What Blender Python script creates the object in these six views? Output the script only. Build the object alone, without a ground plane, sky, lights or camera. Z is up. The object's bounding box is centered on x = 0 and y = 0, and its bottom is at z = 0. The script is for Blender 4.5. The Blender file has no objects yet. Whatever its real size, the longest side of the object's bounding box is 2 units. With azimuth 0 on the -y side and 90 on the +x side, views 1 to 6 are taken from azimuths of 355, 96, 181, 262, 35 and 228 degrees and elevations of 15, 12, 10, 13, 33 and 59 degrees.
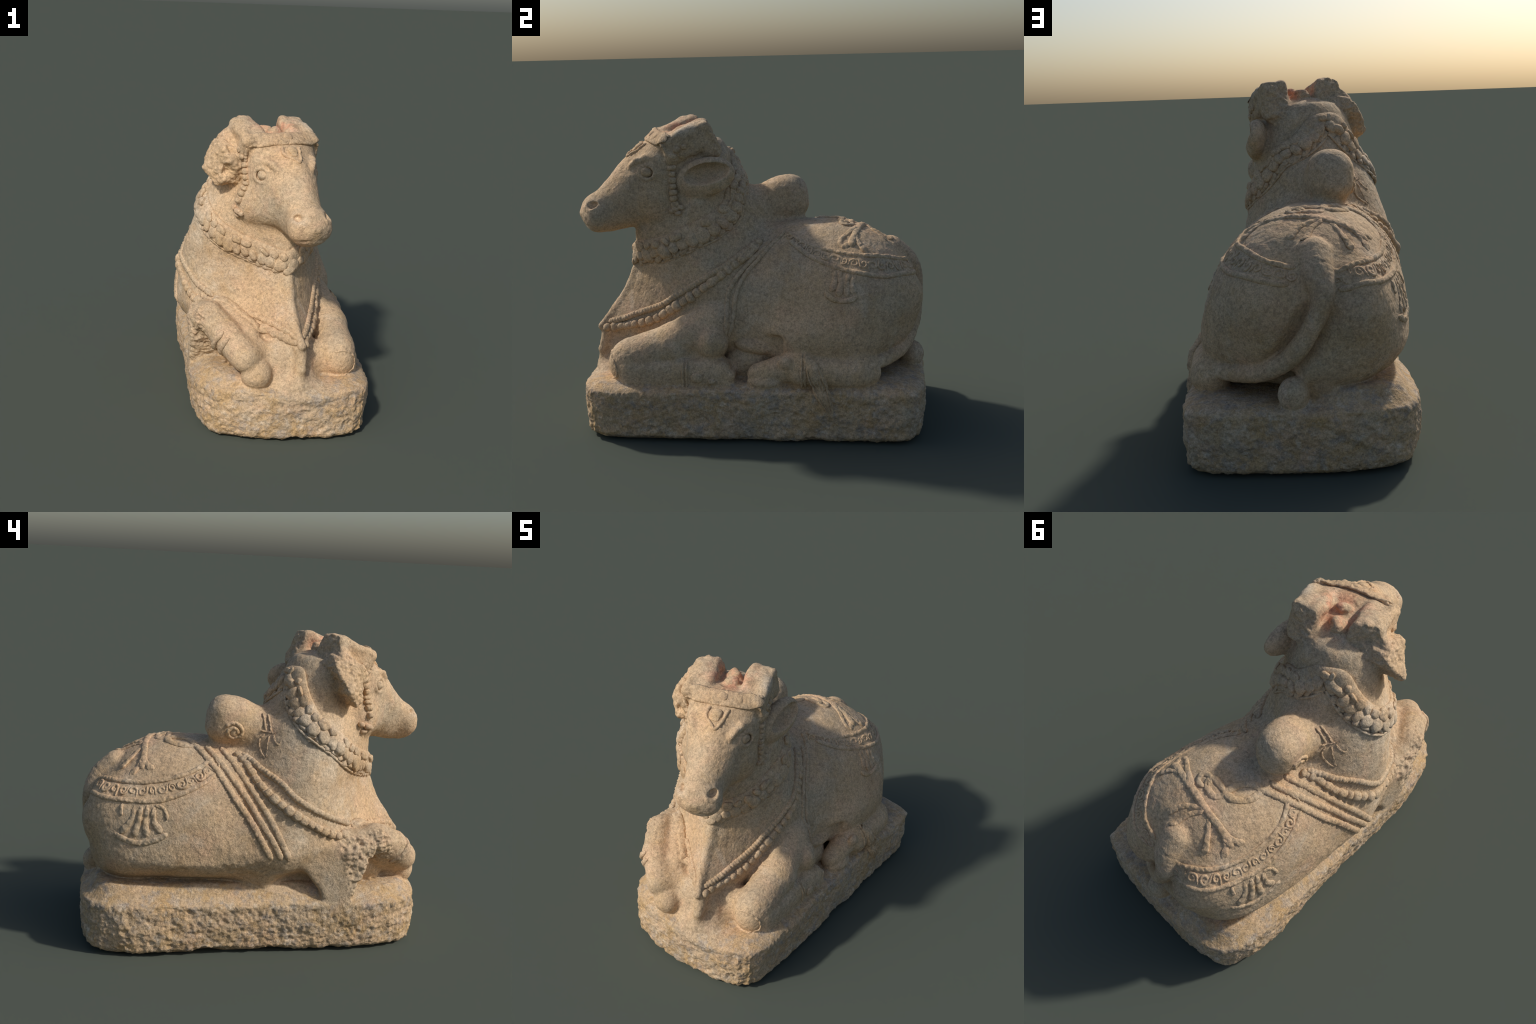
import bpy, bmesh, math
import numpy as np
from mathutils import Vector
from mathutils.bvhtree import BVHTree

H = 0.0062      # size of a surface cell, metres

# ------------------------------------------------------------------ small maths
def vec(*a):
    return np.array(a, dtype=np.float64)

def smin(a, b, k):
    if k <= 0:
        return np.minimum(a, b)
    h = np.maximum(k - np.abs(a - b), 0.0) / k
    return np.minimum(a, b) - h * h * k * 0.25

def smax(a, b, k):
    return -smin(-a, -b, k)

def sstep(x, a, b):
    t = np.clip((x - a) / (b - a), 0, 1)
    return t * t * (3 - 2 * t)

def hermite_table(rows, n=160):
    """densely sampled monotone curve through rows of control values (first column is the key)"""
    r = np.array(rows, dtype=np.float64)
    x, y = r[:, 0], r[:, 1:]
    d = np.diff(y, axis=0) / np.diff(x)[:, None]
    m = np.zeros_like(y)
    m[0], m[-1] = d[0], d[-1]
    w = (d[:-1] * d[1:]) > 0
    m[1:-1] = np.where(w, 2 * d[:-1] * d[1:] / np.where(w, d[:-1] + d[1:], 1), 0)
    q = np.linspace(x[0], x[-1], n)
    i = np.clip(np.searchsorted(x, q, side="right") - 1, 0, len(x) - 2)
    hh = (x[i + 1] - x[i])
    t = ((q - x[i]) / hh)[:, None]
    hh = hh[:, None]
    out = ((2 * t**3 - 3 * t**2 + 1) * y[i] + (t**3 - 2 * t**2 + t) * hh * m[i]
           + (-2 * t**3 + 3 * t**2) * y[i + 1] + (t**3 - t**2) * hh * m[i + 1])
    return q, out

def lookup(tab, v):
    q, o = tab
    return [np.interp(v, q, o[:, j]) for j in range(o.shape[1])]

# ------------------------------------------------------------------ noise
def _hash(ix, iy, iz, seed):
    n = (ix * 374761393 + iy * 668265263 + iz * 2147483647 + seed * 1274126177) & 0xFFFFFFFF
    n = ((n ^ (n >> 13)) * 1274126177) & 0xFFFFFFFF
    n = ((n ^ (n >> 16)) * 2246822519) & 0xFFFFFFFF
    return ((n ^ (n >> 15)) & 0xFFFFFF) / float(0xFFFFFF) * 2 - 1

def noise(P, scale, seed=0):
    Q = P * scale + 100.0
    I = np.floor(Q).astype(np.int64)
    F = Q - I
    F = F * F * F * (F * (F * 6 - 15) + 10)
    r = 0
    for dx in (0, 1):
        wx = F[:, 0] if dx else 1 - F[:, 0]
        for dy in (0, 1):
            wy = F[:, 1] if dy else 1 - F[:, 1]
            for dz in (0, 1):
                wz = F[:, 2] if dz else 1 - F[:, 2]
                r = r + wx * wy * wz * _hash(I[:, 0] + dx, I[:, 1] + dy, I[:, 2] + dz, seed)
    return r

def fbm(P, scale, octaves=3, gain=0.55, seed=0):
    r, a, t = 0, 1.0, 0
    for o in range(octaves):
        r = r + a * noise(P, scale * 2.03**o, seed + 17 * o)
        t += a
        a *= gain
    return r / t

# ------------------------------------------------------------------ solids (signed distances, negative inside)
def ellipsoid(P, c, r, rot=None):
    d = P - vec(*c)
    if rot is not None:
        d = d @ rot
    r = vec(*r)
    k0 = np.linalg.norm(d / r, axis=1)
    k1 = np.linalg.norm(d / (r * r), axis=1)
    return k0 * (k0 - 1) / np.maximum(k1, 1e-9)

def capsule(P, a, b, ra, rb):
    a, b = vec(*a), vec(*b)
    ab = b - a
    t = np.clip((P - a) @ ab / (ab @ ab), 0, 1)
    return np.linalg.norm(P - a - t[:, None] * ab, axis=1) - (ra + (rb - ra) * t)

def chain(P, pts, k=0.02):
    """limb through (x, y, z, radius) stations"""
    d = None
    for p, q in zip(pts[:-1], pts[1:]):
        e = capsule(P, p[:3], q[:3], p[3], q[3])
        d = e if d is None else smin(d, e, k)
    return d

def box(P, c, half, rnd=0.0, rot=None):
    d = P - vec(*c)
    if rot is not None:
        d = d @ rot
    q = np.abs(d) - (vec(*half) - rnd)
    return np.linalg.norm(np.maximum(q, 0), axis=1) + np.minimum(q.max(axis=1), 0) - rnd

def polygon2d(X, Y, poly):
    """signed distance to a closed outline"""
    v = np.array(poly, dtype=np.float64)
    d = np.full(X.shape, 1e9)
    s = np.ones(X.shape)
    n = len(v)
    for i in range(n):
        a, b = v[i], v[i - 1]
        ex, ey = b - a
        wx, wy = X - a[0], Y - a[1]
        t = np.clip((wx * ex + wy * ey) / (ex * ex + ey * ey), 0, 1)
        d = np.minimum(d, (wx - ex * t)**2 + (wy - ey * t)**2)
        c1, c2, c3 = Y >= a[1], Y < b[1], ex * wy > ey * wx
        flip = (c1 & c2 & c3) | (~c1 & ~c2 & ~c3)
        s = np.where(flip, -s, s)
    return s * np.sqrt(d)

def rot_axes(*cols):
    m = np.array(cols, dtype=np.float64)
    return (m / np.linalg.norm(m, axis=1)[:, None]).T

# ------------------------------------------------------------------ head frame (the head is turned to its left)
HEAD_O = vec(0.057, -0.63, 0.0)
HEAD_A = vec(0.943, 0.333, 0.0)        # sideways, to the animal's left
HEAD_B = vec(0.333, -0.943, 0.0)       # forwards
HEAD_R = np.array([HEAD_A, HEAD_B, vec(0, 0, 1)]).T

def to_head(P):
    return (P - HEAD_O) @ HEAD_R

def from_head(p):
    return HEAD_O + np.asarray(p) @ HEAD_R.T

# ------------------------------------------------------------------ lofted masses
# barrel of the body: y, top z, bottom z, left x, right x, height of greatest width, x of the crest
TORSO = hermite_table([
    (-0.52, 0.90, 0.50, 0.14, -0.34, 0.66, -0.08),
    (-0.40, 1.02, 0.42, 0.23, -0.47, 0.64, -0.09),
    (-0.20, 1.08, 0.35, 0.28, -0.53, 0.60, -0.10),
    (0.00, 1.12, 0.33, 0.345, -0.56, 0.57, -0.10),
    (0.25, 1.15, 0.32, 0.43, -0.55, 0.54, -0.085),
    (0.45, 1.155, 0.32, 0.46, -0.535, 0.53, -0.065),
    (0.60, 1.130, 0.33, 0.46, -0.515, 0.54, -0.04),
    (0.74, 1.065, 0.34, 0.39, -0.485, 0.57, -0.02),
    (0.83, 0.990, 0.36, 0.30, -0.44, 0.60, 0.0),
    (0.89, 0.925, 0.39, 0.23, -0.37, 0.63, 0.0),
    (0.93, 0.84, 0.45, 0.15, -0.27, 0.65, -0.01),
    (0.955, 0.74, 0.56, 0.05, -0.09, 0.66, -0.02)])

def torso(P):
    zt, zb, xl, xr, zc, xt = lookup(TORSO, P[:, 1])
    x, z = P[:, 0], P[:, 2]
    up = z > zc
    xm = (xl + xr) * 0.5
    hw = (xl - xr) * 0.5
    v = np.where(up, (z - zc) / (zt - zc), (zc - z) / (zc - zb))
    xc = np.where(up, xm + (xt - xm) * np.clip(v, 0, 1.3), xm)
    u = np.abs(x - xc) / hw
    p = np.where(up, np.where(x > xc, 2.1 + 0.15 * sstep(P[:, 1], 0.5, 0.75), 2.15), np.where(x > xc, 2.6 - 0.8 * sstep(P[:, 1], 0.5, 0.75), 1.55 + 0.6 * sstep(P[:, 1], 0.5, 0.78)))
    rho = (u**p + np.abs(v)**p + 1e-9)**(1 / p)
    L = np.hypot(x - xc, z - zc)
    d = L * (1 - 1 / np.maximum(rho, 1e-3))
    d = np.maximum(d, -0.3)
    ends = np.maximum(TORSO[0][0] - P[:, 1], P[:, 1] - TORSO[0][-1])
    return np.maximum(d, ends)

# neck and chest: z, keel x, keel y, x of middle, y of greatest width, left x, right x, back y
NECK = hermite_table([
    (0.26, 0.10, -0.88, -0.04, -0.12, 0.28, -0.42, 0.20),
    (0.40, 0.11, -0.86, -0.04, -0.12, 0.30, -0.47, 0.25),
    (0.50, 0.12, -0.865, -0.05, -0.12, 0.32, -0.51, 0.28),
    (0.56, 0.125, -0.885, -0.05, -0.12, 0.335, -0.53, 0.28),
    (0.63, 0.11, -0.865, -0.06, -0.12, 0.325, -0.54, 0.30),
    (0.80, 0.075, -0.755, -0.09, -0.17, 0.315, -0.54, 0.25),
    (0.97, 0.065, -0.700, -0.12, -0.24, 0.275, -0.515, 0.18),
    (1.10, 0.07, -0.695, -0.12, -0.27, 0.245, -0.475, 0.12),
    (1.25, 0.06, -0.67, -0.10, -0.29, 0.220, -0.42, 0.03),
    (1.36, 0.04, -0.62, -0.08, -0.31, 0.210, -0.36, -0.05),
    (1.47, 0.02, -0.56, -0.08, -0.33, 0.185, -0.335, -0.115),
    (1.56, 0.00, -0.50, -0.08, -0.35, 0.155, -0.30, -0.155),
    (1.63, -0.03, -0.45, -0.08, -0.36, 0.10, -0.24, -0.20),
    (1.66, -0.05, -0.40, -0.08, -0.37, 0.0, -0.12, -0.32)])

def neck(P):
    xk, yk, xm, ym, xl, xr, yb = lookup(NECK, P[:, 2])
    x, y = P[:, 0], P[:, 1]
    fr = y < ym
    v = np.where(fr, (ym - y) / (ym - yk), (y - ym) / (yb - ym))
    xc = np.where(fr, xm + (xk - xm) * np.clip(v, 0, 1.2)**1.7, xm)
    u = np.where(x > xc, (x - xc) / (xl - xm), (xc - x) / (xm - xr))
    left = x > xc                                  # flatter flank on the left of the keel
    low = sstep(1.24 - P[:, 2], 0.0, 0.32)
    p = np.where(fr, np.where(left, 1.55 - 0.35 * low, 1.9 - 0.78 * low), np.where(left, 1.75, 2.0))
    q = np.where(fr, np.where(left, 1.55, 1.6 - 0.1 * low), np.where(left, 1.6, 2.0))
    rho = (np.abs(u)**p + np.abs(v)**q + 1e-9)**(2 / (p + q))
    L = np.hypot(x - xc, y - ym)
    d = L * (1 - 1 / np.maximum(rho, 1e-3))
    d = np.maximum(d, -0.25)
    ends = np.maximum(NECK[0][0] - P[:, 2], P[:, 2] - NECK[0][-1])
    return np.maximum(d * 0.85, ends)

# head in its own frame: b (forwards), top z, bottom z, half width, height of greatest width, top flatness
HEAD = hermite_table([
    (-0.49, 1.57, 1.45, 0.05, 1.50),
    (-0.45, 1.615, 1.36, 0.12, 1.50),
    (-0.36, 1.65, 1.28, 0.175, 1.49),
    (-0.24, 1.670, 1.22, 0.200, 1.50),
    (-0.14, 1.685, 1.185, 0.208, 1.50),
    (-0.08, 1.680, 1.172, 0.204, 1.48),
    (-0.02, 1.640, 1.162, 0.185, 1.45),
    (0.06, 1.585, 1.150, 0.150, 1.42),
    (0.14, 1.512, 1.135, 0.125, 1.36),
    (0.21, 1.435, 1.125, 0.110, 1.29),
    (0.28, 1.365, 1.128, 0.115, 1.24),
    (0.32, 1.335, 1.145, 0.110, 1.23),
    (0.355, 1.295, 1.180, 0.070, 1.235),
    (0.375, 1.25, 1.225, 0.02, 1.237)])

def head(P):
    Q = to_head(P)
    a, b, z = Q[:, 0], Q[:, 1], Q[:, 2]
    zt, zb, hw, zc = lookup(HEAD, b)
    up = z > zc
    v = np.where(up, (z - zc) / (zt - zc), (zc - z) / (zc - zb))
    u = np.abs(a) / hw
    p = np.where(up, 1.8 + 1.3 * sstep(-b, -0.06, 0.10), 2.2)
    rho = (u**p + np.abs(v)**p + 1e-9)**(1 / p)
    L = np.hypot(a, z - zc)
    d = np.maximum(L * (1 - 1 / np.maximum(rho, 1e-3)), -0.2)
    ends = np.maximum(HEAD[0][0] - b, b - HEAD[0][-1])
    d = np.maximum(d, ends)
    # cheeks, brows, muzzle, eyes
    S = np.column_stack([np.abs(a), b, z])
    d = smin(d, ellipsoid(S, (0.09, -0.07, 1.29), (0.105, 0.14, 0.12)), 0.06)
    d = smin(d, ellipsoid(Q, (-0.15, -0.13, 1.285), (0.105, 0.12, 0.12)), 0.05)
    d = smin(d, ellipsoid(Q, (0.0, 0.285, 1.237), (0.127, 0.083, 0.103)), 0.03)
    d = smin(d, chain(S, [(0.105, 0.085, 1.512, 0.012), (0.122, 0.055, 1.540, 0.016), (0.143, 0.01, 1.552, 0.018), (0.160, -0.045, 1.545, 0.014)], 0.01), 0.03)
    # eyeball between lids, nostrils, corner of the mouth
    d = smax(d, -ellipsoid(S, (0.188, 0.003, 1.475), (0.042, 0.046, 0.036)), 0.01)
    en, eu = vec(0.86, 0.48, 0.12), vec(-0.10, -0.06, 0.99)
    ec = np.cross(en, eu)
    lids = [tuple(vec(0.168, 0.004, 1.475) + ec * 0.048 * math.cos(w) + eu * 0.040 * math.sin(w)) + (0.009,) for w in np.linspace(0, 2 * math.pi, 13)]
    d = smin(d, chain(S, lids, 0.0), 0.010)
    d = smax(d, -ellipsoid(S, (0.090, 0.330, 1.295), (0.024, 0.050, 0.024)), 0.012)
    d = smin(d, chain(S, [(0.108, 0.305, 1.268, 0.010), (0.092, 0.330, 1.262, 0.011), (0.065, 0.346, 1.278, 0.010)], 0.0), 0.012)
    d = smax(d, -chain(S, [(0.128, 0.19, 1.165, 0.004), (0.125, 0.25, 1.158, 0.007), (0.095, 0.33, 1.162, 0.007), (0.0, 0.372, 1.175, 0.007)], 0.0), 0.012)
    return d

# plinth
PLINTH = [(-0.482, -0.62), (-0.425, -0.83), (-0.31, -0.945), (-0.10, -0.98), (0.10, -0.99), (0.34, -0.972), (0.50, -0.925),
          (0.555, -0.80), (0.555, -0.40), (0.545, 0.10), (0.54, 0.55), (0.548, 0.83), (0.50, 0.942), (0.25, 0.982),
          (-0.15, 0.987), (-0.39, 0.978), (-0.51, 0.90), (-0.555, 0.75), (-0.555, 0.45), (-0.52, 0.10), (-0.495, -0.35)]

def soften(poly, times=2):
    v = np.array(poly)
    for _ in range(times):
        w = np.roll(v, -1, axis=0)
        v = np.stack([v * 0.75 + w * 0.25, v * 0.25 + w * 0.75], 1).reshape(-1, 2)
    return v

PLINTH = soften(PLINTH, 1)

def plinth(P):
    x, y, z = P.T
    d2 = polygon2d(x, y, PLINTH)
    top = 0.305 + 0.06 * sstep(-d2, 0.02, 0.115) * sstep(-x, -0.1, 0.25) * (0.55 + 0.45 * sstep(y, -0.55, -0.25)) + 0.02 * sstep(-d2, 0.0, 0.1) - 0.02 * sstep(-y, 0.78, 0.95) * sstep(0.30 - np.abs(x - 0.14), 0.0, 0.2)
    inset = 0.035 * sstep(0.06 - z, 0.0, 0.06)**2 + (0.008 + 0.018 * sstep(-x, 0.1, 0.4)) * sstep(0.2 - z, 0.0, 0.2)
    w = np.column_stack([d2 + inset + 0.03, np.abs(z - top * 0.5) - top * 0.5 + 0.03])
    d = np.linalg.norm(np.maximum(w, 0), axis=1) + np.minimum(w.max(axis=1), 0) - 0.03
    for nx, ny, rx in ((-0.50, 0.56, 0.08), (-0.50, 0.27, 0.10), (-0.48, -0.10, 0.09), (-0.47, -0.43, 0.06), (0.1, -0.99, 0.10), (0.56, 0.35, 0.12)):
        d = smax(d, -ellipsoid(P, (nx, ny, -0.005), (0.07, rx, 0.040)), 0.015)
    return d

# tail
def spline(pts, n=8):
    p = np.array(pts, dtype=np.float64)
    q = np.vstack([2 * p[0] - p[1], p, 2 * p[-1] - p[-2]])
    out = []
    for i in range(1, len(q) - 2):
        for t in np.arange(n) / n:
            out.append(0.5 * (2 * q[i] + (q[i + 1] - q[i - 1]) * t + (2 * q[i - 1] - 5 * q[i] + 4 * q[i + 1] - q[i + 2]) * t**2
                              + (3 * q[i] - q[i - 1] - 3 * q[i + 1] + q[i + 2]) * t**3))
    out.append(p[-1])
    return np.array(out)

TAIL = spline([(-0.07, 0.79, 0.955, 0.10), (-0.08, 0.865, 0.90, 0.085), (-0.105, 0.925, 0.83, 0.058), (-0.085, 0.94, 0.74, 0.047),
               (-0.02, 0.93, 0.62, 0.045), (0.06, 0.90, 0.52, 0.045), (0.17, 0.85, 0.455, 0.045), (0.29, 0.775, 0.43, 0.04), (0.37, 0.70, 0.42, 0.036), (0.41, 0.63, 0.41, 0.03)], 3)

def mirror_a(Q):
    return np.column_stack([np.abs(Q[:, 0]), Q[:, 1], Q[:, 2]])

def field(P):
    """returns the distance to the whole carving and the distances of its named regions"""
    g = {}
    g["torso"] = torso(P)
    g["neck"] = neck(P)
    g["head"] = head(P)
    g["plinth"] = plinth(P)
    Q = to_head(P)
    # hump
    hump = box(P, (-0.185, 0.175, 1.265), (0.108, 0.13, 0.133), 0.10, rot_axes((1, 0.1, 0), (-0.1, 1, 0.15), (0, -0.15, 1)))
    hump = smin(hump, capsule(P, (-0.16, -0.02, 1.20), (-0.18, 0.16, 1.275), 0.15, 0.10), 0.05)
    g["hump"] = hump
    # tail and testicles
    g["tail"] = chain(P, TAIL, 0.0)
    g["testicle"] = smin(ellipsoid(P, (0.035, 0.915, 0.370), (0.072, 0.072, 0.080)), ellipsoid(P, (-0.09, 0.84, 0.42), (0.10, 0.07, 0.12)), 0.02)
    # left hind limb: thigh bulge, hock, shank
    hind = ellipsoid(P, (0.285, 0.39, 0.56), (0.195, 0.34, 0.175))
    hind = smin(hind, ellipsoid(P, (0.418, 0.605, 0.385), (0.09, 0.12, 0.10)), 0.02)
    hind = smin(hind, capsule(P, (0.45, 0.60, 0.375), (0.45, 0.30, 0.395), 0.075, 0.085), 0.02)
    foot = capsule(P, (0.43, 0.30, 0.425), (0.44, 0.05, 0.365), 0.09, 0.065)
    foot = smin(foot, ellipsoid(P, (0.46, 0.09, 0.337), (0.075, 0.105, 0.045)), 0.006)
    foot = smin(foot, ellipsoid(P, (0.50, 0.205, 0.452), (0.025, 0.042, 0.038)), 0.008)
    foot = smax(foot, -ellipsoid(P, (0.53, 0.265, 0.345), (0.06, 0.035, 0.04)), 0.008)
    foot = smin(foot, ellipsoid(P, (0.49, 0.25, 0.385), (0.03, 0.025, 0.028)), 0.006)
    g["hind_foot"] = smin(foot, capsule(P, (0.45, 0.60, 0.375), (0.45, 0.30, 0.395), 0.075, 0.085), 0.02)
    # the far fore hoof shows under the belly
    g["far_hoof"] = smin(ellipsoid(P, (0.32, 0.03, 0.50), (0.075, 0.13, 0.05), rot_axes((1, 0, 0), (0, 1, -0.12), (0, 0.12, 1))), ellipsoid(P, (0.31, -0.02, 0.39), (0.08, 0.14, 0.11)), 0.006)
    g["hindlimb"] = hind
    keel = chain(P, [(0.075, -0.70, 0.90, 0.012), (0.08, -0.735, 0.80, 0.014), (0.105, -0.835, 0.65, 0.016), (0.14, -0.910, 0.555, 0.024)], 0.02)
    keel = smin(keel, chain(P, [(0.135, -0.875, 0.52, 0.04), (0.14, -0.895, 0.45, 0.032), (0.14, -0.91, 0.415, 0.03), (0.12, -0.90, 0.33, 0.03)], 0.01), 0.02)
    keel = smin(keel, ellipsoid(P, (0.02, -0.80, 0.40), (0.20, 0.09, 0.14)), 0.05)
    keel = smin(keel, ellipsoid(P, (0.20, -0.69, 0.40), (0.12, 0.10, 0.12)), 0.03)
    keel = smin(keel, capsule(P, (-0.29, -0.58, 0.64), (-0.16, -0.74, 0.56), 0.08, 0.08), 0.04)
    g["keel"] = smin(keel, ellipsoid(P, (0.10, -0.84, 0.30), (0.18, 0.11, 0.05)), 0.08)
    # left fore limb
    fl = chain(P, [(0.27, -0.20, 0.62, 0.13), (0.355, -0.44, 0.515, 0.11), (0.375, -0.66, 0.445, 0.108)], 0.03)
    fl = smin(fl, ellipsoid(P, (0.375, -0.70, 0.41), (0.105, 0.105, 0.12)), 0.03)
    fl2 = chain(P, [(0.395, -0.69, 0.385, 0.09), (0.415, -0.40, 0.375, 0.078), (0.425, -0.18, 0.372, 0.073)], 0.03)
    fl = smin(fl, capsule(P, (0.36, -0.50, 0.45), (0.33, -0.27, 0.45), 0.09, 0.09), 0.02)
    fl2 = smin(fl2, box(P, (0.418, -0.42, 0.368), (0.078, 0.31, 0.078), 0.05), 0.02)
    fl = smin(fl, fl2, 0.012)
    fl = smin(fl, ellipsoid(P, (0.39, -0.21, 0.53), (0.085, 0.085, 0.09)), 0.03)
    fl = smax(fl, -chain(P, [(0.50, -0.60, 0.44, 0.012), (0.515, -0.42, 0.455, 0.022), (0.50, -0.22, 0.455, 0.022)], 0.0), 0.012)
    g["forelimb"] = smin(fl, box(P, (0.425, -0.155, 0.355), (0.065, 0.07, 0.055), 0.03, rot_axes((1, 0, 0), (0, 1, -0.35), (0, 0.35, 1))), 0.012)
    # right fore limb, broken open at the side
    fr = chain(P, [(-0.37, -0.66, 0.645, 0.085), (-0.28, -0.79, 0.575, 0.088), (-0.17, -0.885, 0.475, 0.085)], 0.02)
    fr = smin(fr, ellipsoid(P, (-0.11, -0.90, 0.385), (0.088, 0.075, 0.092)), 0.012)
    fr = smin(fr, chain(P, [(-0.27, -0.70, 0.56, 0.09), (-0.12, -0.80, 0.46, 0.10)], 0.02), 0.04)      # stone left between leg and chest
    # thick stump of the upper arm with its fracture, an arch in side view
    cp = polygon2d(P[:, 1], P[:, 2], [(-0.10, 0.62), (-0.24, 0.49), (-0.345, 0.36), (-0.36, 0.28), (-0.515, 0.28), (-0.575, 0.44), (-0.625, 0.535), (-0.69, 0.59),
                                      (-0.80, 0.58), (-0.86, 0.56), (-0.87, 0.64), (-0.79, 0.685), (-0.72, 0.715), (-0.56, 0.70), (-0.46, 0.70), (-0.30, 0.80), (-0.12, 0.80)])
    outer = -0.475 + 0.16 * sstep(-P[:, 1], 0.56, 0.90) + 0.12 * sstep(P[:, 2], 0.60, 0.80)
    col = smax(smax(cp + 0.01, outer - P[:, 0], 0.03), P[:, 0] + 0.18 + 0.16 * sstep(-P[:, 1], 0.45, 0.62), 0.03) - 0.01
    fr = smin(fr, chain(P, [(-0.27, -0.56, 0.50, 0.09), (-0.16, -0.66, 0.40, 0.10)], 0.02), 0.03)
    g["forelimb_broken"] = smin(fr, col, 0.03)
    # ears and horns in the head frame
    ax = rot_axes((0.93, 0.36, 0.05), (0.36, -0.92, 0.18), (-0.05, 0.18, 0.97))
    earL = ellipsoid(Q, (0.258, -0.31, 1.445), (0.062, 0.172, 0.108), ax)
    earL = smax(earL, -ellipsoid(Q, (0.330, -0.305, 1.470), (0.095, 0.140, 0.058), ax), 0.008)
    g["ear"] = earL
    er = polygon2d(Q[:, 1], Q[:, 2], [(-0.37, 1.665), (-0.28, 1.67), (-0.15, 1.56), (-0.145, 1.50), (-0.20, 1.40), (-0.25, 1.375), (-0.34, 1.46), (-0.40, 1.60)])
    er = smax(er + 0.015, -0.28 + (Q[:, 1] + 0.145) * 0.54 - Q[:, 0], 0.02)
    er = smax(er, -0.375 + (Q[:, 2] - 1.5) * 0.64 - Q[:, 0], 0.02)
    er = smax(er, Q[:, 0] + 0.12, 0.02) - 0.01
    er = smax(er, -ellipsoid(Q, (-0.30, -0.15, 1.47), (0.045, 0.07, 0.045)), 0.015)
    g["ear_broken"] = er
    up_axes = rot_axes((1, 0, 0), (0, -0.93, 0.36), (0, 0.36, 0.93))
    hl = box(Q, (0.155, -0.235, 1.640), (0.080, 0.15, 0.078), 0.035, up_axes)
    hl = smin(hl, ellipsoid(Q, (0.15, -0.36, 1.60), (0.085, 0.075, 0.085)), 0.02)
    hl = smax(hl, (Q - vec(0.16, -0.375, 1.70)) @ vec(0.1, -0.88, 0.45), 0.01)
    hr = box(Q, (-0.160, -0.230, 1.648), (0.080, 0.15, 0.080), 0.038, up_axes)
    hr = smin(hr, ellipsoid(Q, (-0.20, -0.32, 1.63), (0.09, 0.08, 0.09)), 0.02)
    hr = smax(hr, (Q - vec(-0.165, -0.345, 1.70)) @ vec(-0.2, -0.93, 0.3), 0.01)
    lump = smin(ellipsoid(Q, (0.005, -0.21, 1.685), (0.045, 0.035, 0.032)), ellipsoid(Q, (-0.008, -0.315, 1.675), (0.045, 0.04, 0.035)), 0.02)
    hl = np.minimum(hl, lump)
    g["horn"] = np.minimum(hl, hr)

    # ---------------- joins
    d = smax(g["torso"], -box(P, (0.30, 0.93, 0.36), (0.30, 0.19, 0.10), 0.08), 0.05)
    d = smin(d, g["hindlimb"], 0.05)
    d = smin(d, ellipsoid(P, (-0.225, 0.705, 0.71), (0.215, 0.27, 0.27)), 0.05)      # buttocks
    d = smin(d, ellipsoid(P, (0.125, 0.725, 0.74), (0.20, 0.245, 0.22)), 0.05)
    # cleft between the buttocks, in which the tail lies
    d = smax(d, -chain(P, [(0.05, 1.00, 0.87, 0.06), (-0.06, 1.00, 0.80, 0.07), (-0.20, 0.99, 0.85, 0.06), (-0.06, 1.00, 0.80, 0.07), (-0.075, 1.00, 0.74, 0.095), (-0.02, 0.99, 0.62, 0.105), (0.06, 0.96, 0.52, 0.095), (0.20, 0.94, 0.44, 0.07)], 0.0), 0.05)
    d = smin(d, g["neck"], 0.07)
    d = smin(d, g["hump"], 0.05)
    d = smin(d, g["forelimb"], 0.03)
    # hollow under the belly on both flanks
    d = smax(d, -box(P, (0.58, 0.0, 0.46), (0.20, 0.19, 0.125), 0.03), 0.03)
    d = smax(d, -ellipsoid(P, (-0.55, -0.24, 0.38), (0.20, 0.20, 0.10)), 0.05)
    d = smin(d, g["forelimb"], 0.02)
    d = smin(d, g["hind_foot"], 0.015)
    d = smin(d, g["far_hoof"], 0.01)
    d = smin(d, g["keel"], 0.04)
    d = smin(d, g["forelimb_broken"], 0.025)
    dh = smin(g["head"], g["horn"], 0.02)
    dh = smin(dh, g["ear"], 0.015)
    dh = smin(dh, g["ear_broken"], 0.02)
    d = smin(d, dh, 0.03)
    d = smin(d, g["tail"], 0.016)
    d = smin(d, g["testicle"], 0.012)
    d = smin(d, g["plinth"], 0.015)
    return d, g

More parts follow.
